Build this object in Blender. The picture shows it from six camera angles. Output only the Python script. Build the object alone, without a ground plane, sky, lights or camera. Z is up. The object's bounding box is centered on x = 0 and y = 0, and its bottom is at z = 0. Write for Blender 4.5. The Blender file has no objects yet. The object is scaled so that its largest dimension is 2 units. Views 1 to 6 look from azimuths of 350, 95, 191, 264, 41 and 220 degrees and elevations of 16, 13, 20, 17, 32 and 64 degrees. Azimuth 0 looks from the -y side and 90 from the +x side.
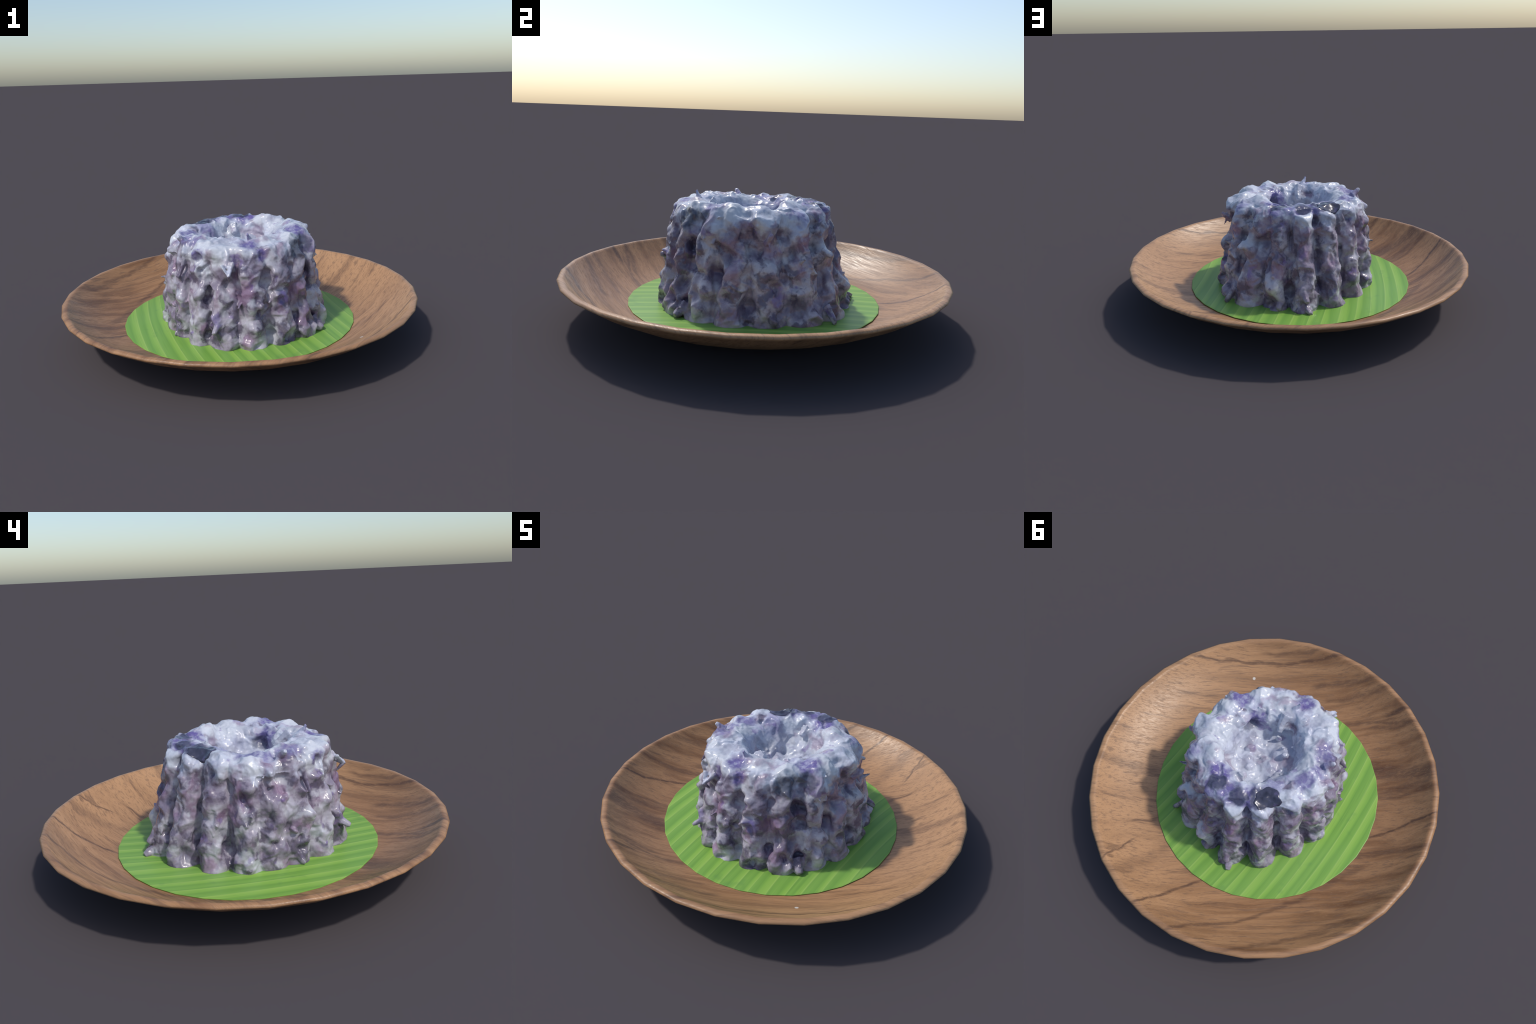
"""A fluted, lumpy purple rice cake on a round banana-leaf liner in a turned wooden plate."""
import bpy, bmesh, math, random
import numpy as np
from mathutils import Vector
from mathutils.bvhtree import BVHTree

random.seed(11)
RNG = np.random.default_rng(11)

# ------------------------------------------------------------------ helpers

def perlin(p, seed=0):
    """Gradient noise on an (n,3) array, about -1..1."""
    p = np.asarray(p, float)
    i = np.floor(p).astype(np.int64)
    f = p - i
    u = f * f * f * (f * (f * 6 - 15) + 10)
    out = np.zeros(len(p))
    for dx in (0, 1):
        for dy in (0, 1):
            for dz in (0, 1):
                h = (i[:, 0] + dx) * 374761393 + (i[:, 1] + dy) * 668265263 + (i[:, 2] + dz) * 2147483647 + seed * 1274126177
                h = (h ^ (h >> 13)) * 1274126177
                h = (h ^ (h >> 16)) & 0xFFFFFFFF
                a = (h & 0xFFFF) / 65535.0 * 2 * math.pi
                c = ((h >> 16) & 0xFFFF) / 65535.0 * 2 - 1
                s = np.sqrt(1 - c * c)
                g = s * np.cos(a) * (f[:, 0] - dx) + s * np.sin(a) * (f[:, 1] - dy) + c * (f[:, 2] - dz)
                w = (u[:, 0] if dx else 1 - u[:, 0]) * (u[:, 1] if dy else 1 - u[:, 1]) * (u[:, 2] if dz else 1 - u[:, 2])
                out += w * g
    return out * 1.55


def smooth_table(pairs, x, period=None):
    """Smooth interpolation through a few control points (cosine between them)."""
    pairs = sorted(pairs)
    xs = np.array([p[0] for p in pairs], float)
    ys = np.array([p[1] for p in pairs], float)
    if period:
        x = np.mod(x, period)
        xs = np.concatenate([xs[-2:] - period, xs, xs[:2] + period])
        ys = np.concatenate([ys[-2:], ys, ys[:2]])
    k = np.clip(np.searchsorted(xs, x) - 1, 0, len(xs) - 2)
    t = np.clip((x - xs[k]) / (xs[k + 1] - xs[k]), 0, 1)
    # Catmull-Rom tangents
    m = np.gradient(ys, xs)
    h = xs[k + 1] - xs[k]
    t2, t3 = t * t, t * t * t
    return (2 * t3 - 3 * t2 + 1) * ys[k] + (t3 - 2 * t2 + t) * h * m[k] + (-2 * t3 + 3 * t2) * ys[k + 1] + (t3 - t2) * h * m[k + 1]


def mesh_object(name, verts, faces, material=None, smooth=True, parent=None):
    me = bpy.data.meshes.new(name)
    me.from_pydata([tuple(v) for v in verts], [], [tuple(f) for f in faces])
    me.update()
    if smooth:
        me.polygons.foreach_set("use_smooth", [True] * len(me.polygons))
    ob = bpy.data.objects.new(name, me)
    bpy.context.scene.collection.objects.link(ob)
    if material:
        me.materials.append(material)
    if parent:
        ob.parent = parent
    return ob


class Nodes:
    """Small builder for node materials."""

    def __init__(self, name):
        self.mat = bpy.data.materials.new(name)
        self.mat.use_nodes = True
        self.t = self.mat.node_tree
        self.t.nodes.clear()
        self.out = self.t.nodes.new("ShaderNodeOutputMaterial")
        self.coord = self.t.nodes.new("ShaderNodeTexCoord")

    def put(self, sock, value):
        if hasattr(value, "links") or isinstance(value, bpy.types.NodeSocket):
            self.t.links.new(value, sock)
        elif value is not None:
            sock.default_value = value

    def math(self, op, a, b=None, c=None, clamp=False):
        n = self.t.nodes.new("ShaderNodeMath")
        n.operation = op
        n.use_clamp = clamp
        for i, v in enumerate((a, b, c)):
            if v is not None:
                self.put(n.inputs[i], v)
        return n.outputs[0]

    def vmath(self, op, a, b=None):
        n = self.t.nodes.new("ShaderNodeVectorMath")
        n.operation = op
        self.put(n.inputs[0], a)
        if b is not None:
            self.put(n.inputs[1], b)
        return n.outputs["Value"] if op in ("DISTANCE", "LENGTH", "DOT_PRODUCT") else n.outputs[0]

    def noise(self, vec, scale, detail=2.0, rough=0.5, distort=0.0, color=False):
        n = self.t.nodes.new("ShaderNodeTexNoise")
        self.put(n.inputs["Vector"], vec)
        n.inputs["Scale"].default_value = scale
        n.inputs["Detail"].default_value = detail
        n.inputs["Roughness"].default_value = rough
        n.inputs["Distortion"].default_value = distort
        return n.outputs["Color" if color else "Fac"]

    def range(self, v, a, b, c=0.0, d=1.0, smooth=True):
        n = self.t.nodes.new("ShaderNodeMapRange")
        n.interpolation_type = "SMOOTHSTEP" if smooth else "LINEAR"
        n.clamp = True
        self.put(n.inputs[0], v)
        for i, x in enumerate((a, b, c, d)):
            self.put(n.inputs[i + 1], x)
        return n.outputs[0]

    def mapping(self, vec, loc=(0, 0, 0), rot=(0, 0, 0), scale=(1, 1, 1)):
        n = self.t.nodes.new("ShaderNodeMapping")
        self.put(n.inputs["Vector"], vec)
        n.inputs["Location"].default_value = loc
        n.inputs["Rotation"].default_value = rot
        n.inputs["Scale"].default_value = scale
        return n.outputs[0]

    def xyz(self, vec):
        n = self.t.nodes.new("ShaderNodeSeparateXYZ")
        self.put(n.inputs[0], vec)
        return n.outputs

    def vec(self, x, y, z):
        n = self.t.nodes.new("ShaderNodeCombineXYZ")
        for i, v in enumerate((x, y, z)):
            self.put(n.inputs[i], v)
        return n.outputs[0]

    def mix(self, fac, a, b, mode="MIX"):
        n = self.t.nodes.new("ShaderNodeMix")
        n.data_type = "RGBA"
        n.blend_type = mode
        col = [s for s in n.inputs if s.type == "RGBA"]
        self.put(n.inputs["Factor"], fac)
        for s, v in zip(col, (a, b)):
            self.put(s, (*v, 1) if isinstance(v, tuple) and len(v) == 3 else v)
        return [s for s in n.outputs if s.type == "RGBA"][0]

    def ramp(self, fac, stops):
        n = self.t.nodes.new("ShaderNodeValToRGB")
        self.put(n.inputs[0], fac)
        e = n.color_ramp.elements
        while len(e) < len(stops):
            e.new(0.5)
        for el, (p, c) in zip(e, stops):
            el.position = p
            el.color = (*c, 1)
        return n.outputs[0]

    def bump(self, height, strength, distance, normal=None):
        n = self.t.nodes.new("ShaderNodeBump")
        n.inputs["Strength"].default_value = strength
        n.inputs["Distance"].default_value = distance
        self.put(n.inputs["Height"], height)
        if normal is not None:
            self.put(n.inputs["Normal"], normal)
        return n.outputs[0]

    def principled(self, color, rough, normal=None, **extra):
        n = self.t.nodes.new("ShaderNodeBsdfPrincipled")
        self.put(n.inputs["Base Color"], (*color, 1) if isinstance(color, tuple) else color)
        self.put(n.inputs["Roughness"], rough)
        if normal is not None:
            self.put(n.inputs["Normal"], normal)
        for k, v in extra.items():
            self.put(n.inputs[k.replace("_", " ")], v)
        self.t.links.new(n.outputs[0], self.out.inputs["Surface"])
        return n


# ------------------------------------------------------------------ materials

# Grain runs along GRAIN; a point on the plate is (s along the grain, t across it).
GRAIN = math.radians(40.0)


def wood_material():
    m = Nodes("teak_wood")
    obj = m.coord.outputs["Object"]
    st = m.mapping(obj, rot=(0, 0, -GRAIN))
    s, t, z = m.xyz(st)
    # the grain wanders: bend t with low noise that is long along the grain
    bend = m.noise(m.mapping(st, scale=(1.0, 2.2, 2.0)), 1.3, 2.0)
    tb = m.math("ADD", t, m.math("MULTIPLY_ADD", bend, 0.14, -0.07))
    wig = m.noise(m.mapping(st, scale=(3.0, 7.0, 5.0)), 2.2, 3.0)
    tw = m.math("ADD", t, m.math("MULTIPLY_ADD", wig, 0.05, -0.025))
    gvec = m.vec(s, tb, z)
    bands = m.noise(m.mapping(gvec, scale=(0.9, 13.0, 5.0)), 1.0, 4.0, 0.6)
    fine = m.noise(m.mapping(gvec, scale=(5.0, 120.0, 60.0)), 1.0, 3.0, 0.6)
    pores = m.noise(m.mapping(gvec, scale=(28.0, 330.0, 200.0)), 1.0, 2.0, 0.6)
    base = m.ramp(bands, [(0.30, (0.135, 0.060, 0.026)), (0.44, (0.260, 0.130, 0.058)), (0.57, (0.375, 0.200, 0.094)), (0.72, (0.28, 0.140, 0.061))])
    # the board grows paler towards the +x side
    pale = m.range(m.math("ADD", m.math("MULTIPLY", s, 0.9), m.math("MULTIPLY", t, -0.35)), -0.45, 0.75)
    base = m.mix(m.math("MULTIPLY", pale, 0.50), base, (0.52, 0.300, 0.152))
    dark = 0.0
    # figure lines and dark streaks: (s0, t0, s1, t1, half width, strength)
    for (s0, t0, s1, t1, w, k) in WOOD_STREAKS:
        slope = (t1 - t0) / (s1 - s0)
        line = m.math("SUBTRACT", tw, m.math("MULTIPLY_ADD", s, slope, t0 - slope * s0))
        d = m.math("ABSOLUTE", line)
        across = m.range(d, w * 0.2, w * 1.25, 1.0, 0.0)
        lo, hi = min(s0, s1), max(s0, s1)
        win = m.math("MULTIPLY", m.range(s, lo - 0.06, lo + 0.03), m.range(s, hi - 0.03, hi + 0.06, 1.0, 0.0))
        mask = m.math("MULTIPLY", m.math("MULTIPLY", across, win), k)
        dark = mask if dark == 0.0 else m.math("MAXIMUM", dark, mask)
    veins = m.noise(m.mapping(m.vec(s, tw, z), scale=(0.7, 24.0, 8.0)), 1.0, 2.0, 0.5)
    dark = m.math("MAXIMUM", dark, m.range(veins, 0.60, 0.70, 0.0, 0.55))
    patchy = m.range(fine, 0.30, 0.62, 0.45, 1.0)
    dark = m.math("MULTIPLY", dark, patchy)
    col = m.mix(dark, base, (0.062, 0.030, 0.021))
    col = m.mix(m.range(fine, 0.50, 0.68, 0.0, 0.70), col, (0.20, 0.112, 0.064))
    col = m.mix(m.range(pores, 0.56, 0.74, 0.0, 0.45), col, (0.15, 0.085, 0.05))
    col = m.mix(m.range(pores, 0.28, 0.42, 0.22, 0.0), col, (0.56, 0.35, 0.20))
    # rim is slightly redder and worn
    rim = m.range(m.vmath("LENGTH", m.vec(m.xyz(obj)[0], m.xyz(obj)[1], 0.0)), 0.965, 0.985)
    col = m.mix(m.math("MULTIPLY", rim, 0.15), col, (0.47, 0.265, 0.145))
    # one small pale crumb stuck on the wood
    speck = m.range(m.vmath("DISTANCE", obj, (0.544, -0.551, 0.110)), 0.006, 0.012, 1.0, 0.0)
    col = m.mix(speck, col, (0.62, 0.58, 0.52))
    height = m.math("ADD", m.math("MULTIPLY", fine, 0.6), m.math("MULTIPLY", pores, 0.4))
    nrm = m.bump(height, 0.22, 0.006)
    rough = m.range(fine, 0.3, 0.7, 0.34, 0.50)
    m.principled(col, rough, nrm, IOR=1.45)
    return m.mat


def leaf_material():
    m = Nodes("banana_leaf")
    obj = m.coord.outputs["Object"]
    x, y, z = m.xyz(obj)
    # veins run along y and curve a little
    x0 = m.math("ADD", x, m.math("SUBTRACT", m.math("MULTIPLY", y, 0.09), m.math("MULTIPLY", m.math("MULTIPLY", y, y), 0.115)))
    wob = m.noise(m.mapping(m.vec(x0, y, 0.0), scale=(7.0, 0.5, 1.0)), 1.0, 1.0)
    p = m.math("DIVIDE", m.math("SUBTRACT", -0.045, m.math("ADD", x0, m.math("MULTIPLY_ADD", wob, 0.05, -0.025))), 0.079)
    p = m.math("SUBTRACT", p, m.math("FLOOR", p))
    soft = m.noise(m.mapping(m.vec(x0, y, 0.0), scale=(9.0, 1.2, 1.0)), 1.0, 2.0)
    p2 = m.math("ADD", p, m.math("MULTIPLY_ADD", soft, 0.9, -0.45))
    light, mid, deep = (0.262, 0.455, 0.080), (0.215, 0.410, 0.064), (0.150, 0.325, 0.052)
    col = m.ramp(p2, [(0.0, light), (0.30, mid), (0.50, deep), (0.85, (0.19, 0.375, 0.064)), (1.0, deep)])
    vein = m.range(m.math("MINIMUM", p, m.math("SUBTRACT", 1.0, p)), 0.0, 0.07, 0.35, 0.0)
    col = m.mix(vein, col, (0.40, 0.55, 0.15))
    fine = m.noise(m.mapping(m.vec(x0, y, 0.0), scale=(240.0, 4.0, 1.0)), 1.0, 2.0)
    col = m.mix(m.range(fine, 0.5, 0.75, 0.0, 0.35), col, (0.115, 0.26, 0.045))
    col = m.mix(m.range(fine, 0.25, 0.45, 0.14, 0.0), col, (0.33, 0.52, 0.13))
    blot = m.noise(obj, 9.0, 2.0)
    col = m.mix(m.range(blot, 0.62, 0.74, 0.0, 0.35), col, (0.10, 0.25, 0.06))
    bloom = m.noise(obj, 2.1, 1.0)
    col = m.mix(m.range(bloom, 0.42, 0.65, 0.0, 0.12), col, (0.25, 0.42, 0.16))
    h = m.math("ADD", m.math("MULTIPLY", p, 0.5), m.math("MULTIPLY", fine, 0.12))
    m.principled(col, 0.42, m.bump(h, 0.25, 0.004), IOR=1.4)
    return m.mat


def cake_material():
    m = Nodes("purple_rice")
    obj = m.coord.outputs["Object"]
    warp = m.vmath("SUBTRACT", m.noise(obj, 14.0, 3.0, 0.6, color=True), (0.5, 0.5, 0.5))
    sc = m.t.nodes.new("ShaderNodeVectorMath")
    sc.operation = "SCALE"
    m.put(sc.inputs[0], warp)
    sc.inputs["Scale"].default_value = 0.085
    pos = m.vmath("ADD", obj, sc.outputs[0])
    z = m.xyz(pos)[2]
    # mauve-grey rice, with the whiter coconut cream lying over it in drips
    n1 = m.noise(pos, 9.0, 3.0, 0.55)
    n2 = m.noise(obj, 22.0, 3.0, 0.6)
    side = m.ramp(n1, [(0.32, (0.160, 0.130, 0.190)), (0.48, (0.275, 0.245, 0.305)), (0.64, (0.435, 0.425, 0.475))])
    top = m.ramp(n1, [(0.30, (0.400, 0.410, 0.520)), (0.50, (0.500, 0.525, 0.610)), (0.70, (0.570, 0.605, 0.660))])
    drip = m.noise(m.mapping(pos, scale=(1.0, 1.0, 0.45)), 10.0, 2.0, 0.5)
    cream = m.math("ADD", z, m.math("MULTIPLY_ADD", drip, 0.42, -0.21))
    inner = m.range(m.vmath("DISTANCE", pos, (0.012, -0.005, 0.47)), 0.20, 0.24, 1.0, 0.0)
    lid = m.math("MAXIMUM", inner, m.range(cream, 0.50, 0.57))
    col = m.mix(lid, side, top)

    def spots(places, inner=0.45):
        total = None
        for (c, r, k) in places:
            mk = m.range(m.vmath("DISTANCE", pos, c), r * inner, r, k, 0.0)
            total = mk if total is None else m.math("MAXIMUM", total, mk)
        return total

    # dark grains of purple rice under the cream
    rice = m.noise(m.vmath("ADD", pos, (1.9, 8.2, 3.3)), 12.0, 3.0, 0.55)
    col = m.mix(m.math("MULTIPLY", m.range(rice, 0.49, 0.62, 0.0, 0.82), m.math("MULTIPLY_ADD", lid, -0.65, 1.0)), col, (0.082, 0.068, 0.112))
    splash = m.noise(pos, 6.5, 2.0, 0.5)
    pale = m.math("MAXIMUM", m.range(splash, 0.56, 0.67, 0.0, 0.65), spots(CREAM_SPOTS))
    col = m.mix(pale, col, (0.550, 0.570, 0.615))
    stain = m.noise(m.vmath("ADD", pos, (3.1, 1.7, 4.2)), 7.5, 2.0, 0.5)
    rosy = m.math("MAXIMUM", m.range(stain, 0.55, 0.68, 0.0, 0.55), spots(ROSY_SPOTS))
    col = m.mix(rosy, col, (0.245, 0.150, 0.240))
    blot = m.noise(m.vmath("ADD", pos, (7.3, 2.9, 1.1)), 11.0, 2.0, 0.5)
    col = m.mix(m.range(blot, 0.63, 0.72, 0.0, 0.6), col, (0.180, 0.125, 0.310))
    grain = m.range(m.noise(obj, 40.0, 2.0), 0.35, 0.6, 0.55, 1.0)
    col = m.mix(m.math("MULTIPLY", spots(VIOLET_SPOTS), grain), col, (0.120, 0.095, 0.265))
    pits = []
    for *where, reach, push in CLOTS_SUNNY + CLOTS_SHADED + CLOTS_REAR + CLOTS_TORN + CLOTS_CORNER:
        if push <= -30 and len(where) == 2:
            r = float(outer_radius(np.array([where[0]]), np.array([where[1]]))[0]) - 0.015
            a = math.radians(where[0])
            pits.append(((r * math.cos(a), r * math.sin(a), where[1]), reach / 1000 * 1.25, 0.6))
    col = m.mix(spots(pits), col, (0.085, 0.065, 0.125))  # dark purple painted into the deep pits, partly shade put into the colour
    col = m.mix(spots(DARK_SPOTS, 0.6), col, (0.045, 0.050, 0.085))
    fine = m.noise(obj, 70.0, 3.0, 0.6)
    nrm = m.bump(fine, 0.12, 0.005)
    rough = m.range(n2, 0.35, 0.65, 0.16, 0.34)
    m.principled(col, rough, nrm, IOR=1.45)
    return m.mat


def dark_skin_material():
    m = Nodes("dark_bean_skin")
    obj = m.coord.outputs["Object"]
    n = m.noise(obj, 25.0, 3.0)
    col = m.ramp(n, [(0.35, (0.030, 0.032, 0.052)), (0.58, (0.058, 0.060, 0.098)), (0.75, (0.13, 0.11, 0.23))])
    m.principled(col, 0.22, m.bump(n, 0.2, 0.006), IOR=1.45)
    return m.mat


WOOD_STREAKS = [
    (0.97, -0.177, 0.65, -0.146, 0.035, 0.55),
    (0.44, -0.875, 0.27, -0.869, 0.010, 0.80),
    (0.27, -0.869, -0.01, -0.854, 0.010, 0.80),
    (-0.01, -0.854, -0.13, -0.846, 0.010, 0.80),
    (-0.13, -0.846, -0.42, -0.849, 0.010, 0.80),
    (-0.42, -0.849, -0.54, -0.848, 0.010, 0.80),
    (-0.01, -0.910, -0.21, -0.893, 0.014, 0.55),
    (-0.21, -0.893, -0.35, -0.894, 0.014, 0.55),
    (-0.34, -0.695, -0.43, -0.692, 0.022, 0.60),
    (-0.43, -0.692, -0.67, -0.685, 0.022, 0.60),
    (-0.39, -0.599, -0.56, -0.600, 0.018, 0.50),
    (-0.56, -0.600, -0.77, -0.611, 0.018, 0.50),
    (-0.76, -0.442, -0.89, -0.462, 0.014, 0.85),
    (-0.51, -0.439, -0.63, -0.436, 0.016, 0.60),
    (-0.63, -0.436, -0.93, -0.349, 0.016, 0.60),
    (-0.68, -0.380, -0.94, -0.344, 0.014, 0.50),
    (-0.66, -0.097, -0.99, -0.029, 0.060, 0.75),
    (-0.66, 0.057, -0.99, -0.001, 0.030, 0.55),
    (-0.60, 0.309, -0.75, 0.280, 0.009, 0.95),
    (-0.75, 0.280, -0.96, 0.218, 0.009, 0.95),
    (-0.54, 0.419, -0.85, 0.417, 0.020, 0.50),
    (-0.34, 0.569, -0.54, 0.487, 0.030, 0.60),
    (-0.52, 0.666, -0.74, 0.651, 0.020, 0.50),
    (0.00, 0.734, -0.22, 0.650, 0.020, 0.70),
    (0.00, 0.924, -0.17, 0.885, 0.016, 0.60),
    (-0.17, 0.885, -0.32, 0.855, 0.016, 0.60),
    (-0.40, 0.819, -0.46, 0.811, 0.020, 0.70),
    (-0.14, 0.818, -0.41, 0.756, 0.030, 0.35),
    (0.88, 0.441, 0.83, 0.394, 0.011, 0.90),
    (0.83, 0.394, 0.76, 0.326, 0.011, 0.90),
    (0.77, 0.198, 0.64, 0.170, 0.012, 0.80),
    (0.69, 0.698, 0.60, 0.657, 0.014, 0.90),
    (0.60, 0.657, 0.37, 0.539, 0.014, 0.90),
    (0.52, 0.840, 0.41, 0.815, 0.014, 0.70),
    (0.41, 0.815, 0.18, 0.796, 0.014, 0.70),
    (0.18, 0.796, 0.01, 0.741, 0.014, 0.70),
    (0.22, 0.960, 0.00, 0.918, 0.014, 0.60),
    (0.79, 0.497, 0.57, 0.364, 0.050, 0.35),
    (0.52, -0.579, 0.32, -0.573, 0.010, 0.50),
    (0.33, -0.639, 0.25, -0.638, 0.008, 0.50),
    (0.92, -0.297, 0.74, -0.296, 0.010, 0.40),
]
# where the purple bean paste shows through: (place, reach, strength)
VIOLET_SPOTS = [
    ((-0.27, -0.22, 0.60), 0.055, 0.7),
    ((0.00, -0.37, 0.615), 0.070, 0.95),
    ((-0.27, -0.34, 0.565), 0.055, 0.9),
    ((0.295, -0.17, 0.605), 0.085, 0.95),
    ((0.16, -0.45, 0.33), 0.050, 0.8),
    ((-0.20, -0.45, 0.24), 0.045, 0.7),
    ((0.29, 0.22, 0.575), 0.060, 0.7),
    ((0.06, 0.33, 0.590), 0.070, 0.8),
    ((-0.30, -0.10, 0.60), 0.060, 0.8),
    ((0.08, 0.24, 0.605), 0.085, 1.0),
    ((-0.03, 0.29, 0.605), 0.090, 0.9),
    ((-0.12, 0.24, 0.600), 0.090, 0.9),
    ((0.17, -0.16, 0.55), 0.080, 0.95),
    ((-0.28, 0.00, 0.59), 0.075, 0.8),
    ((-0.28, -0.18, 0.60), 0.070, 0.75),
    ((0.05, -0.43, 0.56), 0.055, 0.85),
    ((-0.18, 0.12, 0.58), 0.080, 0.6),
]
DARK_SPOTS = [
    ((0.27, -0.32, 0.545), 0.075, 0.85),
    ((0.33, -0.24, 0.550), 0.065, 0.75),
    ((0.18, -0.12, 0.52), 0.055, 0.6),
    ((0.06, 0.29, 0.612), 0.060, 0.85),
    ((-0.07, 0.28, 0.610), 0.060, 0.8),
    ((-0.16, 0.22, 0.600), 0.070, 0.8),
]
ROSY_SPOTS = [
    ((-0.03, -0.47, 0.39), 0.060, 0.7), ((-0.04, -0.51, 0.12), 0.060, 0.7), ((0.07, -0.42, 0.56), 0.045, 0.6),
    ((0.24, -0.38, 0.33), 0.075, 0.7), ((0.31, 0.25, 0.46), 0.060, 0.7), ((0.42, -0.07, 0.43), 0.075, 0.5),
    ((0.40, -0.01, 0.54), 0.050, 0.5), ((-0.38, 0.10, 0.34), 0.075, 0.6), ((-0.39, 0.21, 0.11), 0.060, 0.6),
    ((-0.24, 0.34, 0.34), 0.060, 0.6), ((-0.37, -0.13, 0.45), 0.050, 0.7), ((-0.10, 0.40, 0.41), 0.055, 0.6),
    ((-0.21, 0.34, 0.34), 0.060, 0.6), ((0.04, 0.44, 0.29), 0.060, 0.6),
]
CREAM_SPOTS = [
    ((-0.18, -0.40, 0.55), 0.080, 0.8), ((-0.34, -0.25, 0.31), 0.070, 0.8), ((-0.36, -0.16, 0.36), 0.075, 0.55),
    ((-0.34, -0.02, 0.55), 0.070, 0.7), ((0.25, -0.29, 0.60), 0.085, 0.9), ((0.34, -0.09, 0.60), 0.095, 0.9),
    ((0.41, 0.12, 0.37), 0.060, 0.4), ((-0.37, 0.18, 0.17), 0.055, 0.4), ((0.10, -0.29, 0.61), 0.09, 0.8),
    ((0.24, 0.06, 0.60), 0.09, 0.7), ((0.17, 0.17, 0.61), 0.07, 0.7), ((-0.22, -0.32, 0.60), 0.07, 0.7),
]

# ------------------------------------------------------------------ plate

SEGMENTS = 32
PLATE_INSIDE = [(0.0, 0.050), (0.30, 0.051), (0.48, 0.055), (0.58, 0.062), (0.66, 0.075), (0.72, 0.089),
                (0.79, 0.117), (0.87, 0.160), (0.93, 0.203), (0.958, 0.228)]
PLATE_RIM = [(0.967, 0.236), (0.974, 0.239), (0.990, 0.237), (1.0, 0.230), (0.996, 0.222)]
PLATE_OUTSIDE = [(0.972, 0.208), (0.930, 0.179), (0.87, 0.144), (0.80, 0.109), (0.72, 0.076), (0.64, 0.048),
                 (0.57, 0.026), (0.515, 0.010), (0.475, 0.001), (0.45, 0.0), (0.0, 0.0)]


def lathe(name, profile, segments, material, parent=None):
    verts, faces, rings = [], [], []
    for r, z in profile:
        if r == 0.0:
            rings.append([len(verts)])
            verts.append((0, 0, z))
        else:
            rings.append(list(range(len(verts), len(verts) + segments)))
            for i in range(segments):
                a = 2 * math.pi * i / segments
                verts.append((r * math.cos(a), r * math.sin(a), z))
    for a, b in zip(rings, rings[1:]):
        for i in range(segments):
            j = (i + 1) % segments
            if len(a) == 1:
                faces.append((a[0], b[i], b[j]))
            elif len(b) == 1:
                faces.append((a[i], b[0], a[j]))
            else:
                faces.append((a[i], b[i], b[j], a[j]))
    return mesh_object(name, verts, faces, material, True, parent)


def split_faces(source, names_of_faces, parent, material):
    """Separate one smooth mesh into named pieces that keep the whole surface's normals."""
    me = source.data
    nv = len(me.vertices)
    co = np.empty(nv * 3)
    me.vertices.foreach_get("co", co)
    co = co.reshape(-1, 3)
    no = np.empty(nv * 3)
    me.vertices.foreach_get("normal", no)
    no = no.reshape(-1, 3)
    nf = len(me.polygons)
    counts = np.empty(nf, int)
    me.polygons.foreach_get("loop_total", counts)
    loops = np.empty(len(me.loops), int)
    me.loops.foreach_get("vertex_index", loops)
    starts = np.concatenate([[0], np.cumsum(counts)[:-1]])
    result = []
    for name in dict.fromkeys(names_of_faces):
        pick = np.nonzero(np.array(names_of_faces) == name)[0]
        used = np.unique(np.concatenate([loops[starts[f]:starts[f] + counts[f]] for f in pick]))
        remap = -np.ones(nv, int)
        remap[used] = np.arange(len(used))
        faces = [remap[loops[starts[f]:starts[f] + counts[f]]].tolist() for f in pick]
        ob = mesh_object(name, co[used].tolist(), faces, material, True, parent)
        ob.data.normals_split_custom_set_from_vertices(no[used].tolist())
        result.append(ob)
    bpy.data.objects.remove(source, do_unlink=True)
    return result


def build_plate():
    root = bpy.data.objects.new("wooden_plate", None)
    bpy.context.scene.collection.objects.link(root)
    root["label"] = "round shallow plate turned from brown grained teak wood"
    root["category"] = "plate"
    profile = PLATE_INSIDE + PLATE_RIM + PLATE_OUTSIDE
    whole = lathe("plate_whole", profile, SEGMENTS, None)
    names = []
    for poly in whole.data.polygons:
        r = max(math.hypot(*whole.data.vertices[v].co[:2]) for v in poly.vertices)
        c = poly.center
        if max(math.hypot(*whole.data.vertices[v].co[:2]) for v in poly.vertices) > 0.972 and min(whole.data.vertices[v].co.z for v in poly.vertices) > 0.21:
            names.append("rim")
        elif poly.normal.z < 0:
            names.append("underside")
        else:
            names.append("dish")
    split_faces(whole, names, root, wood_material())


# ------------------------------------------------------------------ leaf

def build_leaf():
    cx, cy, r, z, th = -0.009, -0.009, 0.659, 0.0805, 0.004
    verts, faces = [], []
    rings = []
    for rr, zz in ((0.0, z), (r * 0.5, z), (r - 0.004, z), (r, z - 0.001), (r, z - th), (0.0, z - th)):
        if rr == 0.0:
            rings.append([len(verts)])
            verts.append((cx, cy, zz))
        else:
            rings.append(list(range(len(verts), len(verts) + SEGMENTS)))
            for i in range(SEGMENTS):
                a = 2 * math.pi * i / SEGMENTS
                verts.append((cx + rr * math.cos(a), cy + rr * math.sin(a), zz))
    for a, b in zip(rings, rings[1:]):
        for i in range(SEGMENTS):
            j = (i + 1) % SEGMENTS
            if len(a) == 1:
                faces.append((a[0], b[i], b[j]))
            elif len(b) == 1:
                faces.append((a[i], b[0], a[j]))
            else:
                faces.append((a[i], b[i], b[j], a[j]))
    ob = mesh_object("banana_leaf_liner", verts, faces, leaf_material(), False)
    ob["label"] = "round cut piece of bright green ribbed banana leaf"
    ob["category"] = "leaf"


# ------------------------------------------------------------------ cake

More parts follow.
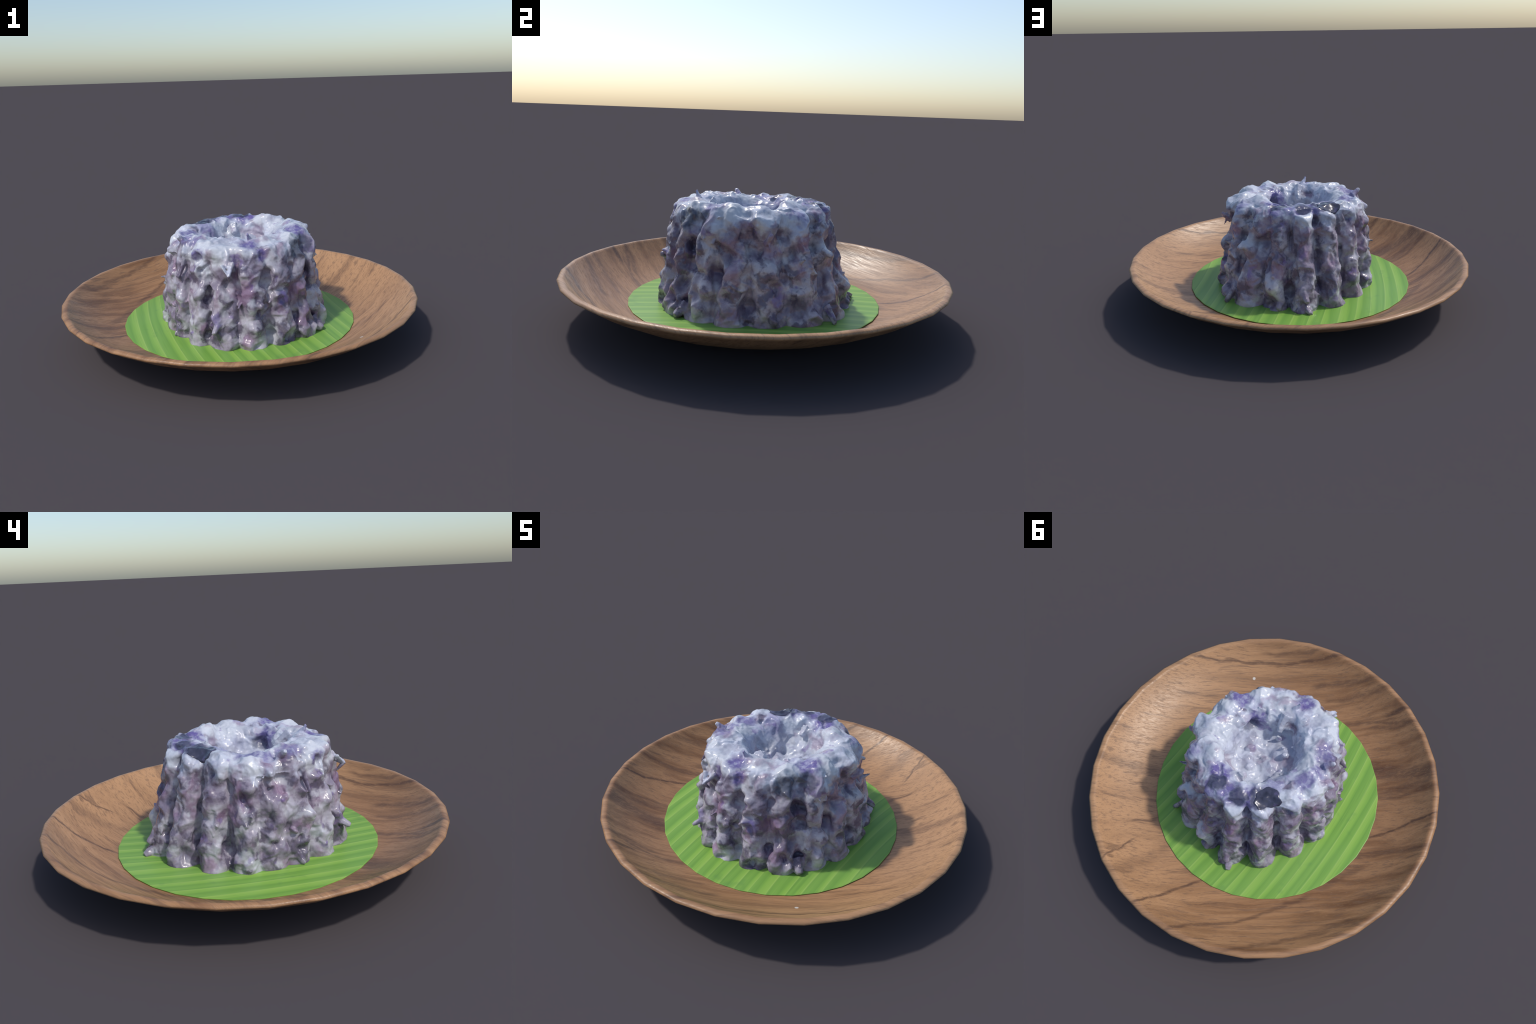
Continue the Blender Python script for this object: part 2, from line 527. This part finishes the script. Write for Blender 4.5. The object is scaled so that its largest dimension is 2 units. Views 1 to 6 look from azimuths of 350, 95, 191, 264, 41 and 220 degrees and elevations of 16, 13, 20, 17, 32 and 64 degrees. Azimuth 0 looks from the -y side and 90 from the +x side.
BASE_Z, TOP_Z = 0.079, 0.53
# outermost radius of the flutes at the foot and at the shoulder, by angle
FOOT_RADIUS = [(0, .487), (16, .476), (36, .502), (52, .525), (68, .508), (86, .503), (106, .512), (127, .485), (148, .456),
               (172, .450), (194, .438), (211, .450), (229, .488), (246, .510), (268, .521), (290, .514), (312, .515), (335, .505)]
SHOULDER_RADIUS = [(0, .402), (25, .402), (50, .388), (90, .378), (118, .370), (145, .362), (180, .396), (215, .416), (240, .440), (270, .448), (295, .437), (320, .426), (340, .412)]
FLUTES = [13, 37, 62, 83, 102, 129, 152, 176, 194, 211, 231, 250, 270, 290, 309, 330, 350]
FLUTE_DEPTH = [(0, .040), (30, .040), (60, .055), (90, .075), (115, .085), (140, .085), (165, .065), (182, .030), (198, .018), (220, .045),
               (240, .050), (262, .052), (300, .045), (330, .042)]
# ring profile from the shoulder over the crest into the hollow: (share of the shoulder radius, height)
CREST = [(1.0, .530), (.975, .562), (.925, .588), (.84, .604), (.72, .611), (.60, .603), (.525, .584), (.47, .548), (.425, .500), (.37, .466), (.27, .450), (.13, .441), (0.0, .440)]
CREST_LIFT = [(0, -.002), (25, .0), (65, .008), (95, .006), (135, .004), (180, -.016), (203, -.014), (225, .002), (248, .008), (275, .006), (300, -.002), (335, .0)]
HOLLOW_CENTRE = (0.012, -0.005)


def flute_wave(theta):
    """0 on the ridge of a flute, 1 in the groove between two."""
    f = np.array(sorted(FLUTES), float)
    t = np.mod(theta, 360.0)
    ext = np.concatenate([[f[-1] - 360], f, [f[0] + 360]])
    k = np.clip(np.searchsorted(ext, t) - 1, 0, len(ext) - 2)
    u = (t - ext[k]) / (ext[k + 1] - ext[k])
    q = 2 * np.minimum(u, 1 - u)
    return q ** 2.5


def outer_radius(theta, z):
    h = np.clip((z - BASE_Z) / (TOP_Z - BASE_Z), 0, 1)
    foot = smooth_table(FOOT_RADIUS, theta, 360)
    shoulder = smooth_table(SHOULDER_RADIUS, theta, 360)
    r = foot + (shoulder - foot) * (0.9 * h + 0.1 * h * h)
    depth = smooth_table(FLUTE_DEPTH, theta, 360) * (1.10 - 0.52 * h ** 2)
    return r - depth * flute_wave(theta)


# Clots and pits of the surface, read side by side: (angle, height, reach mm, push mm) on the fluted side,
# (x, y, z, reach mm, push mm) on the crest.  A negative push is a pit.
CLOTS_SUNNY = [
    (216, 0.31, 35, 15), (232, 0.34, 35, 20), (239, 0.33, 30, -30), (232, 0.54, 25, -30), (-0.19, -0.40, 0.57, 50, 20), (254,
    0.41, 35, -35), (253, 0.51, 30, 12), (217, 0.47, 30, -28), (214, 0.43, 20, 20), (233, 0.49, 22, 18), (236, 0.44, 30, -15),
    (266, 0.47, 25, 18), (287, 0.46, 30, 20), (277, 0.40, 30, -20), (284, 0.40, 25, 12), (283, 0.36, 20, -20), (286, 0.34, 20,
    20), (278, 0.30, 20, -15), (269, 0.29, 35, 20), (275, 0.25, 35, -22), (268, 0.19, 50, 20), (241, 0.23, 30, -20), (241, 0.14,
    25, -20), (248, 0.22, 30, 10), (280, 0.14, 30, -25), (293, 0.10, 30, -30), (308, 0.17, 30, -20), (301, 0.20, 30, -30), (232,
    0.20, 30, 12), (210, 0.21, 20, -20),
]
CLOTS_SHADED = [
    (321, 0.54, 60, -25), (316, 0.24, 45, -35), (321, 0.40, 30, -30), (323, 0.33, 30, -25), (316, 0.34, 50, 20), (337, 0.50, 40,
    20), (340, 0.31, 50, -30), (349, 0.40, 50, -25), (350, 0.46, 50, 10), (5, 0.42, 40, -30), (358, 0.45, 20, 12), (355, 0.35, 45,
    15), (14, 0.45, 25, 15), (16, 0.34, 50, 20), (0.38, 0.08, 0.55, 50, 20), (23, 0.50, 30, -30), (29, 0.41, 35, -30), (32, 0.51,
    50, 15), (48, 0.43, 35, -30), (63, 0.38, 30, 20), (52, 0.53, 30, -20), (30, 0.27, 30, -20), (18, 0.26, 30, -25), (342, 0.27,
    30, -20), (3, 0.17, 50, -30), (31, 0.17, 60, -35), (41, 0.12, 40, 20), (16, 0.13, 50, 15), (354, 0.11, 50, 10), (333, 0.15,
    50, 15), (320, 0.15, 25, -30), (314, 0.12, 20, 20), (336, 0.18, 30, -20), (351, 0.24, 40, 15), (336, 0.24, 50, 15), (46, 0.19,
    30, -20),
]
CLOTS_REAR = [
    (80, 0.19, 50, 30), (82, 0.12, 50, -30), (69, 0.43, 50, -30), (55, 0.39, 30, 15), (55, 0.51, 30, 15), (52, 0.24, 30, -20),
    (0.06, 0.34, 0.58, 35, 15), (-0.10, 0.35, 0.57, 35, 20), (106, 0.49, 30, 12), (116, 0.54, 35, -30), (142, 0.23, 30, -20),
    (109, 0.26, 25, 12), (125, 0.14, 30, 10), (92, 0.17, 40, -30), (43, 0.11, 35, 20),
]
CLOTS_TORN = [
    (-0.34, -0.01, 0.56, 45, 25), (193, 0.53, 32, 20), (193, 0.46, 40, -24), (202, 0.49, 35, -20), (-0.32, -0.16, 0.59, 25, 20),
    (181, 0.47, 40, 25), (175, 0.43, 35, -30), (-0.30, 0.11, 0.56, 50, 20), (151, 0.54, 30, -25), (-0.14, 0.31, 0.56, 40, 20),
    (-0.23, 0.27, 0.55, 40, 15), (217, 0.54, 30, 20), (215, 0.52, 25, -25), (221, 0.43, 30, 20), (228, 0.49, 30, 20), (-0.21,
    -0.37, 0.57, 45, 20), (180, 0.34, 30, 15), (176, 0.38, 30, -20), (191, 0.33, 30, -15), (203, 0.35, 60, 15), (217, 0.30, 50,
    20), (179, 0.25, 50, 20), (191, 0.24, 30, 12), (173, 0.24, 30, -20), (162, 0.18, 40, -35), (194, 0.21, 25, -20), (214, 0.18,
    25, 15), (212, 0.16, 30, -25), (174, 0.15, 70, 15), (135, 0.14, 50, -40), (112, 0.19, 20, -20), (152, 0.37, 60, 10),
]
CLOTS_CORNER = [
    (254, 0.41, 30, -25), (274, 0.26, 30, -30), (278, 0.42, 25, -20), (0.25, -0.33, 0.57, 50, -15), (0.25, -0.28, 0.61, 60, 20),
    (0.33, -0.10, 0.61, 70, 20), (0.38, 0.05, 0.56, 30, 20), (0.33, -0.21, 0.58, 40, -15), (336, 0.53, 50, 25), (329, 0.42, 30,
    20), (319, 0.43, 35, -30), (318, 0.34, 45, -30), (330, 0.31, 40, -20), (346, 0.40, 50, -30), (306, 0.26, 50, -30), (311, 0.15,
    25, -25), (326, 0.13, 30, -25), (348, 0.21, 30, -20), (292, 0.12, 30, -20), (292, 0.23, 50, 15), (300, 0.41, 60, 10), (285,
    0.35, 25, 15), (269, 0.32, 35, 15),
]
CLOTS_CREST = [
    (0.24, 0.01, 0.59, 70, 12), (0.18, 0.17, 0.61, 70, 20), (0.18, 0.13, 0.57, 15, -20), (0.09, -0.30, 0.62, 60, 12), (0.07,
    -0.26, 0.60, 14, -28), (0.17, -0.25, 0.62, 12, -24), (0.02, -0.23, 0.54, 35, 20), (0.12, -0.05, 0.44, 50, 20), (0.03, 0.02,
    0.42, 50, 10), (0.17, -0.12, 0.52, 40, -30), (0.01, -0.19, 0.48, 50, -30), (-0.06, -0.12, 0.45, 35, 20), (0.02, -0.17, 0.46,
    25, 20), (-0.07, 0.07, 0.45, 20, -28), (-0.20, -0.31, 0.60, 30, 12), (-0.24, -0.25, 0.61, 40, 15), (-0.33, -0.01, 0.57, 50,
    20), (0.08, 0.01, 0.42, 15, -15),
]
# broad swellings and sags of the whole wall
SAGS = [
    (357, 0.48, 60, -22), (8, 0.43, 65, -24), (18, 0.47, 60, -14), (32, 0.22, 80, 10), (45, 0.30, 70, 9), (58, 0.22, 70, 8), (20, 0.12, 50, 8),
    (100, 0.30, 90, -5), (178, 0.48, 45, 10), (192, 0.25, 90, 8), (203, 0.30, 70, 6),
]
CLOTS = SAGS + CLOTS_SUNNY + CLOTS_SHADED + CLOTS_REAR + CLOTS_TORN + CLOTS_CORNER + CLOTS_CREST
# torn scraps and drips: (root, tip, root radius)
TORN_SCRAPS = [
    ((0.34, -0.30, 0.13), (0.398, -0.340, 0.092), 0.040),
    ((0.36, -0.30, 0.12), (0.390, -0.330, 0.130), 0.018),
    ((0.29, 0.37, 0.15), (0.346, 0.420, 0.084), 0.028),
    ((-0.20, 0.34, 0.455), (-0.228, 0.374, 0.466), 0.010),
    ((-0.38, 0.01, 0.35), (-0.449, 0.004, 0.350), 0.015),
    ((0.33, 0.22, 0.37), (0.385, 0.265, 0.400), 0.016),
    ((0.24, 0.34, 0.41), (0.268, 0.390, 0.393), 0.022),
    ((0.36, 0.04, 0.52), (0.408, 0.046, 0.557), 0.026),
    ((0.38, 0.09, 0.47), (0.434, 0.106, 0.514), 0.028),
    ((0.33, -0.13, 0.57), (0.385, -0.146, 0.574), 0.014),
    ((-0.31, -0.14, 0.58), (-0.348, -0.168, 0.618), 0.022),
    ((-0.10, -0.42, 0.52), (-0.124, -0.484, 0.478), 0.022),
    ((-0.15, -0.44, 0.52), (-0.126, -0.486, 0.470), 0.014),
    ((-0.126, -0.488, 0.480), (-0.118, -0.445, 0.430), 0.010),
    ((-0.32, -0.24, 0.52), (-0.362, -0.270, 0.418), 0.020),
    ((-0.33, -0.07, 0.52), (-0.375, -0.095, 0.465), 0.026),
    ((-0.06, -0.44, 0.32), (-0.082, -0.484, 0.300), 0.018),
    ((0.07, -0.41, 0.33), (0.086, -0.452, 0.305), 0.020),
    ((0.15, -0.37, 0.53), (0.170, -0.402, 0.475), 0.020),
    ((0.13, -0.40, 0.36), (0.150, -0.455, 0.330), 0.016),
    ((-0.19, -0.45, 0.20), (-0.215, -0.495, 0.180), 0.024),
    ((0.02, -0.30, 0.60), (0.000, -0.325, 0.645), 0.018),
    ((-0.06, -0.26, 0.60), (-0.074, -0.282, 0.628), 0.014),
    ((0.36, -0.15, 0.52), (0.40, -0.165, 0.45), 0.024),
    ((0.39, 0.09, 0.53), (0.425, 0.10, 0.44), 0.016),
    ((-0.03, -0.13, 0.44), (-0.045, -0.120, 0.505), 0.020),
    ((0.02, -0.16, 0.46), (0.020, -0.150, 0.515), 0.018),
    ((0.36, -0.20, 0.49), (0.405, -0.21, 0.47), 0.014),
    ((0.40, 0.29, 0.16), (0.43, 0.315, 0.15), 0.026),
    ((-0.37, -0.20, 0.12), (-0.395, -0.235, 0.085), 0.026),
    ((-0.12, 0.45, 0.11), (-0.150, 0.510, 0.085), 0.034),
    ((-0.11, 0.45, 0.17), (-0.130, 0.490, 0.140), 0.030),
    ((0.02, 0.45, 0.12), (0.03, 0.495, 0.092), 0.030),
    ((0.03, -0.25, 0.595), (0.020, -0.165, 0.535), 0.034),
    ((0.16, -0.20, 0.590), (0.150, -0.150, 0.565), 0.030),
    ((0.10, -0.02, 0.420), (0.110, -0.030, 0.470), 0.050),
    ((0.05, 0.06, 0.420), (0.040, 0.060, 0.460), 0.045),
    ((-0.07, -0.10, 0.430), (-0.080, -0.090, 0.510), 0.034),
    ((0.00, 0.19, 0.570), (0.000, 0.140, 0.540), 0.036),
]



# glossy dark scraps of bean skin: (centre, facing, long direction, half length, half width, dome)
DARK_FLAKES = [
    ((-0.196, 0.194, 0.594), (-0.48, 0.44, 0.76), (0.66, 0.75, 0.05), 0.070, 0.050, 0.006),
]


def flake(centre, normal, along, half_a, half_b, dome, material, parent, ground):
    """A thin scrap of skin draped over the surface whose BVH tree is ground."""
    c, n = Vector(centre), Vector(normal).normalized()
    u = (Vector(along) - n * Vector(along).dot(n)).normalized()
    v = n.cross(u)
    size = 22
    w = size + 1
    flat, height = [], np.zeros((w, w))
    for i in range(w):
        for j in range(w):
            a, b = 2 * i / size - 1, 2 * j / size - 1
            ra, rb = a * math.sqrt(1 - 0.40 * b * b), b * math.sqrt(1 - 0.40 * a * a)
            turn = math.atan2(b, a)
            wob = 1 + 0.09 * math.sin(3 * turn + centre[0] * 60) + 0.05 * math.sin(7 * turn + 1.0)
            p = c + u * (ra * half_a * wob) + v * (rb * half_b * wob)
            flat.append(p)
            hit = ground.ray_cast(p + n * 0.12, -n, 0.3)
            height[i, j] = (hit[0] - p).dot(n) if hit[0] else 0.0
    bare = height.copy()
    for _ in range(10):
        height[1:-1, 1:-1] = (height[:-2, 1:-1] + height[2:, 1:-1] + height[1:-1, :-2] + height[1:-1, 2:]) / 4
    grid, low = [], []
    for i in range(w):
        for j in range(w):
            e = max(abs(2 * i / size - 1), abs(2 * j / size - 1))
            h = max(height[i, j], bare[i, j] - 0.002) + 0.004 + dome * (1 - e * e) if e < 0.99 else bare[i, j] - 0.004
            p = flat[i * w + j] + n * h
            grid.append(p)
            low.append(p - n * 0.005)
    verts = grid + low
    k = len(grid)
    faces = []
    for i in range(size):
        for j in range(size):
            a, b, d, e = i * w + j, i * w + j + 1, (i + 1) * w + j + 1, (i + 1) * w + j
            faces.append((a, e, d, b))
            faces.append((k + a, k + b, k + d, k + e))
    edge = [j for j in range(w)] + [i * w + size for i in range(1, w)] + [size * w + j for j in range(size - 1, -1, -1)] + [i * w for i in range(size - 1, 0, -1)]
    for p, q in zip(edge, edge[1:] + edge[:1]):
        faces.append((p, q, k + q, k + p))
    return mesh_object("dark_skin_flake", verts, faces, material, True, parent)


def build_cake():
    n_t, n_side, n_top = 560, 120, 130
    th = np.linspace(0, 360, n_t, endpoint=False)
    rad = np.radians(th)
    rows = []
    for z in np.linspace(BASE_Z - 0.004, TOP_Z, n_side, endpoint=False):
        r = outer_radius(th, np.full(n_t, z))
        rows.append(np.stack([r * np.cos(rad), r * np.sin(rad), np.full(n_t, z)], 1))
    k = np.linspace(0, 1, n_top)
    key = np.linspace(0, 1, len(CREST))
    rho = smooth_table(list(zip(key, [c[0] for c in CREST])), k)
    zz = smooth_table(list(zip(key, [c[1] for c in CREST])), k)
    rt = outer_radius(th, np.full(n_t, TOP_Z))
    lift = smooth_table(CREST_LIFT, th, 360)
    even = smooth_table(SHOULDER_RADIUS, th, 360) - 0.012
    for a, b in zip(rho[:-1], zz[:-1]):
        amount = np.clip((b - 0.50) / 0.09, 0, 1)
        c = (1 - a) * np.array(HOLLOW_CENTRE)
        ring = even + (rt - even) * np.clip((a - 0.72) / 0.28, 0, 1)
        rows.append(np.stack([c[0] + a * ring * np.cos(rad), c[1] + a * ring * np.sin(rad), b + lift * amount], 1))
    n_r = len(rows)
    V = np.concatenate(rows)
    V = np.concatenate([V, [[*HOLLOW_CENTRE, CREST[-1][1]], [0.02, 0, BASE_Z - 0.004]]])
    faces = []
    for i in range(n_r - 1):
        o, p = i * n_t, (i + 1) * n_t
        for j in range(n_t):
            l = (j + 1) % n_t
            faces.append((o + j, o + l, p + l, p + j))
    tip, foot = len(V) - 2, len(V) - 1
    o = (n_r - 1) * n_t
    for j in range(n_t):
        l = (j + 1) % n_t
        faces.append((o + j, o + l, tip))
        faces.append((l, j, foot))
    body = mesh_object("cake_whole", V, faces)

    def normals():
        body.data.update()
        a = np.empty(len(body.data.vertices) * 3)
        body.data.vertices.foreach_get("normal", a)
        return a.reshape(-1, 3)

    def set_co(c):
        body.data.vertices.foreach_set("co", np.ascontiguousarray(c).ravel())
        body.data.update()

    def get_co():
        a = np.empty(len(body.data.vertices) * 3)
        body.data.vertices.foreach_get("co", a)
        return a.reshape(-1, 3)

    # coarse heaping, then clots, then torn pinches and pits
    N = normals()
    free = np.clip((V[:, 2] - BASE_Z + 0.01) / 0.03, 0.25, 1)
    upper = np.clip((V[:, 2] - 0.50) / 0.06, 0, 1)
    swirl = 0.5 * np.stack([perlin(V * 11, 3), perlin(V * 11, 4), perlin(V * 11, 5)], 1)
    d = 0.008 * perlin(V * np.array([9, 9, 6]), 1) - 0.004
    clot = perlin(V * np.array([13, 13, 9]) + swirl, 2)
    d += 0.011 * clot + 0.018 * np.clip(clot - 0.30, 0, 1)
    fold = 1 - np.abs(perlin(V * np.array([13, 13, 9]) + 1.2 * swirl + 9.1, 12)) * 3.2
    d += 0.006 * np.clip(fold, 0, 1) ** 1.5 - 0.0015
    d -= 0.045 * np.clip(perlin(V * np.array([14, 14, 10]) + swirl + 5.5, 7) - 0.26, 0, 1)
    hollow = np.clip(1.25 - np.hypot(V[:, 0] - .01, V[:, 1]) / 0.2, 0, 1) * (V[:, 2] > 0.40)
    d += hollow * (0.026 * perlin(V * 9 + 2.2, 14) + 0.012 * perlin(V * 20 + 4.2, 15))
    d += upper * (1 - hollow) * 0.008 * perlin(V * 12 + 7.7, 16)
    crumb = perlin(V * np.array([29, 29, 25]) + 1.4 * swirl, 6)
    d += (0.0042 * crumb) * (1 - 0.6 * upper)
    for clot_ in CLOTS:
        *where, reach, push = clot_
        if len(where) == 2:
            a, z = math.radians(where[0]), where[1]
            r = float(outer_radius(np.array([where[0]]), np.array([z]))[0])
            where = (r * math.cos(a), r * math.sin(a), z)
        q = np.sum((V - np.array(where)) ** 2, 1) / (reach / 1000) ** 2
        d += push / 1000 * np.exp(-q * 1.6) * (1.25 if push < 0 else 1.05)
    side = 0.011 * np.stack([perlin(V * 14, 8), perlin(V * 14, 9), perlin(V * 14, 10)], 1)
    V = V + N * (d * free)[:, None] + side * free[:, None]
    V[:, 2] = np.maximum(V[:, 2], BASE_Z - 0.004)
    set_co(V)

    # torn shards: small curved cones rooted in the surface
    bm = bmesh.new()
    bm.from_mesh(body.data)
    surface, out = get_co(), normals()
    shards = [(Vector(a), Vector(b), r) for a, b, r in TORN_SCRAPS]
    loose = RNG.choice(len(surface) - 2, 420, replace=False)
    kept = 0
    for i in loose:
        p, n = Vector(surface[i]), Vector(out[i])
        if p.z < 0.12 or p.z > 0.52 or kept > 26:
            continue
        kept += 1
        size = 0.008 + 0.011 * random.random() ** 2
        aim = (n + Vector((random.uniform(-.7, .7), random.uniform(-.7, .7), random.uniform(-.6, .5)))).normalized()
        shards.append((p - n * 0.008, p + aim * size * random.uniform(1.1, 1.7), size * 1.5))
    for a, b, r in shards:
        axis = b - a
        length = axis.length
        side_v = axis.orthogonal().normalized()
        up_v = axis.cross(side_v).normalized()
        spin = random.uniform(0, 6.28)
        flat = random.uniform(0.45, 0.9)
        sag = Vector((random.uniform(-.2, .2), random.uniform(-.2, .2), random.uniform(-.25, .1))) * length
        rings = []
        for k_ in range(5):
            t = k_ / 4
            c = a + axis * t + sag * (t * (1 - t))
            blunt = 0.0 if r < 0.018 else (0.30 if r < 0.022 else (0.62, 0.62, 0.62, 0.60, 0.34)[k_])
            w = r * max((1 - t) ** 0.6 * (1 - 0.35 * t), blunt) + 0.0035
            rings.append([bm.verts.new(c + side_v * (math.cos(spin + q * 1.0472) * w) + up_v * (math.sin(spin + q * 1.0472) * w * flat)) for q in range(6)])
        for u, v in zip(rings, rings[1:]):
            for q in range(6):
                bm.faces.new((u[q], u[(q + 1) % 6], v[(q + 1) % 6], v[q]))
        bm.faces.new(rings[-1])
        bm.faces.new(rings[0][::-1])
    bm.to_mesh(body.data)
    bm.free()

    # melt everything into one skin
    mod = body.modifiers.new("melt", "REMESH")
    mod.mode = "VOXEL"
    mod.voxel_size = 0.0042
    sm = body.modifiers.new("soften", "SMOOTH")
    sm.factor = 0.5
    sm.iterations = 2
    graph = bpy.context.evaluated_depsgraph_get()
    # (islands left by the melt are dropped below)
    melted = bpy.data.meshes.new_from_object(body.evaluated_get(graph))
    bpy.data.objects.remove(body, do_unlink=True)
    bm = bmesh.new()
    bm.from_mesh(melted)
    bm.verts.ensure_lookup_table()
    seen, groups = set(), []
    for v0 in bm.verts:
        if v0.index in seen:
            continue
        seen.add(v0.index)
        stack, group = [v0], []
        while stack:
            v = stack.pop()
            group.append(v)
            for e in v.link_edges:
                o_ = e.other_vert(v)
                if o_.index not in seen:
                    seen.add(o_.index)
                    stack.append(o_)
        groups.append(group)
    groups.sort(key=len)
    bmesh.ops.delete(bm, geom=[v for g in groups[:-1] for v in g], context="VERTS")
    bm.to_mesh(melted)
    bm.free()
    body = bpy.data.objects.new("cake_whole", melted)
    bpy.context.scene.collection.objects.link(body)
    melted.polygons.foreach_set("use_smooth", [True] * len(melted.polygons))
    V, N = get_co(), normals()
    d = 0.0016 * perlin(V * 55, 21) + 0.0006 * perlin(V * 110, 22)
    low = np.clip((V[:, 2] - BASE_Z) / 0.02, 0, 1)
    set_co(V + N * (d * low)[:, None])

    root = bpy.data.objects.new("fluted_rice_cake", None)
    bpy.context.scene.collection.objects.link(root)
    root["label"] = "lumpy fluted ring cake of pale purple rice and coconut cream"
    root["category"] = "cake"
    names = []
    for poly in body.data.polygons:
        c = poly.center
        r = math.hypot(c.x - 0.03, c.y + 0.03)
        limit = 0.515 + 0.03 * math.sin(3 * math.atan2(c.y, c.x))
        if r < 0.20 and c.z > 0.45 and c.z < 0.60:
            names.append("hollow")
        elif c.z > limit:
            names.append("crest")
        else:
            names.append("fluted_side")
    ground = BVHTree.FromPolygons([v.co.copy() for v in body.data.vertices], [tuple(p.vertices) for p in body.data.polygons])
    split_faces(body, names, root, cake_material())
    skin = dark_skin_material()
    for centre, normal, along, half_a, half_b, dome in DARK_FLAKES:
        flake(centre, normal, along, half_a, half_b, dome, skin, root, ground)


build_plate()
build_leaf()
build_cake()
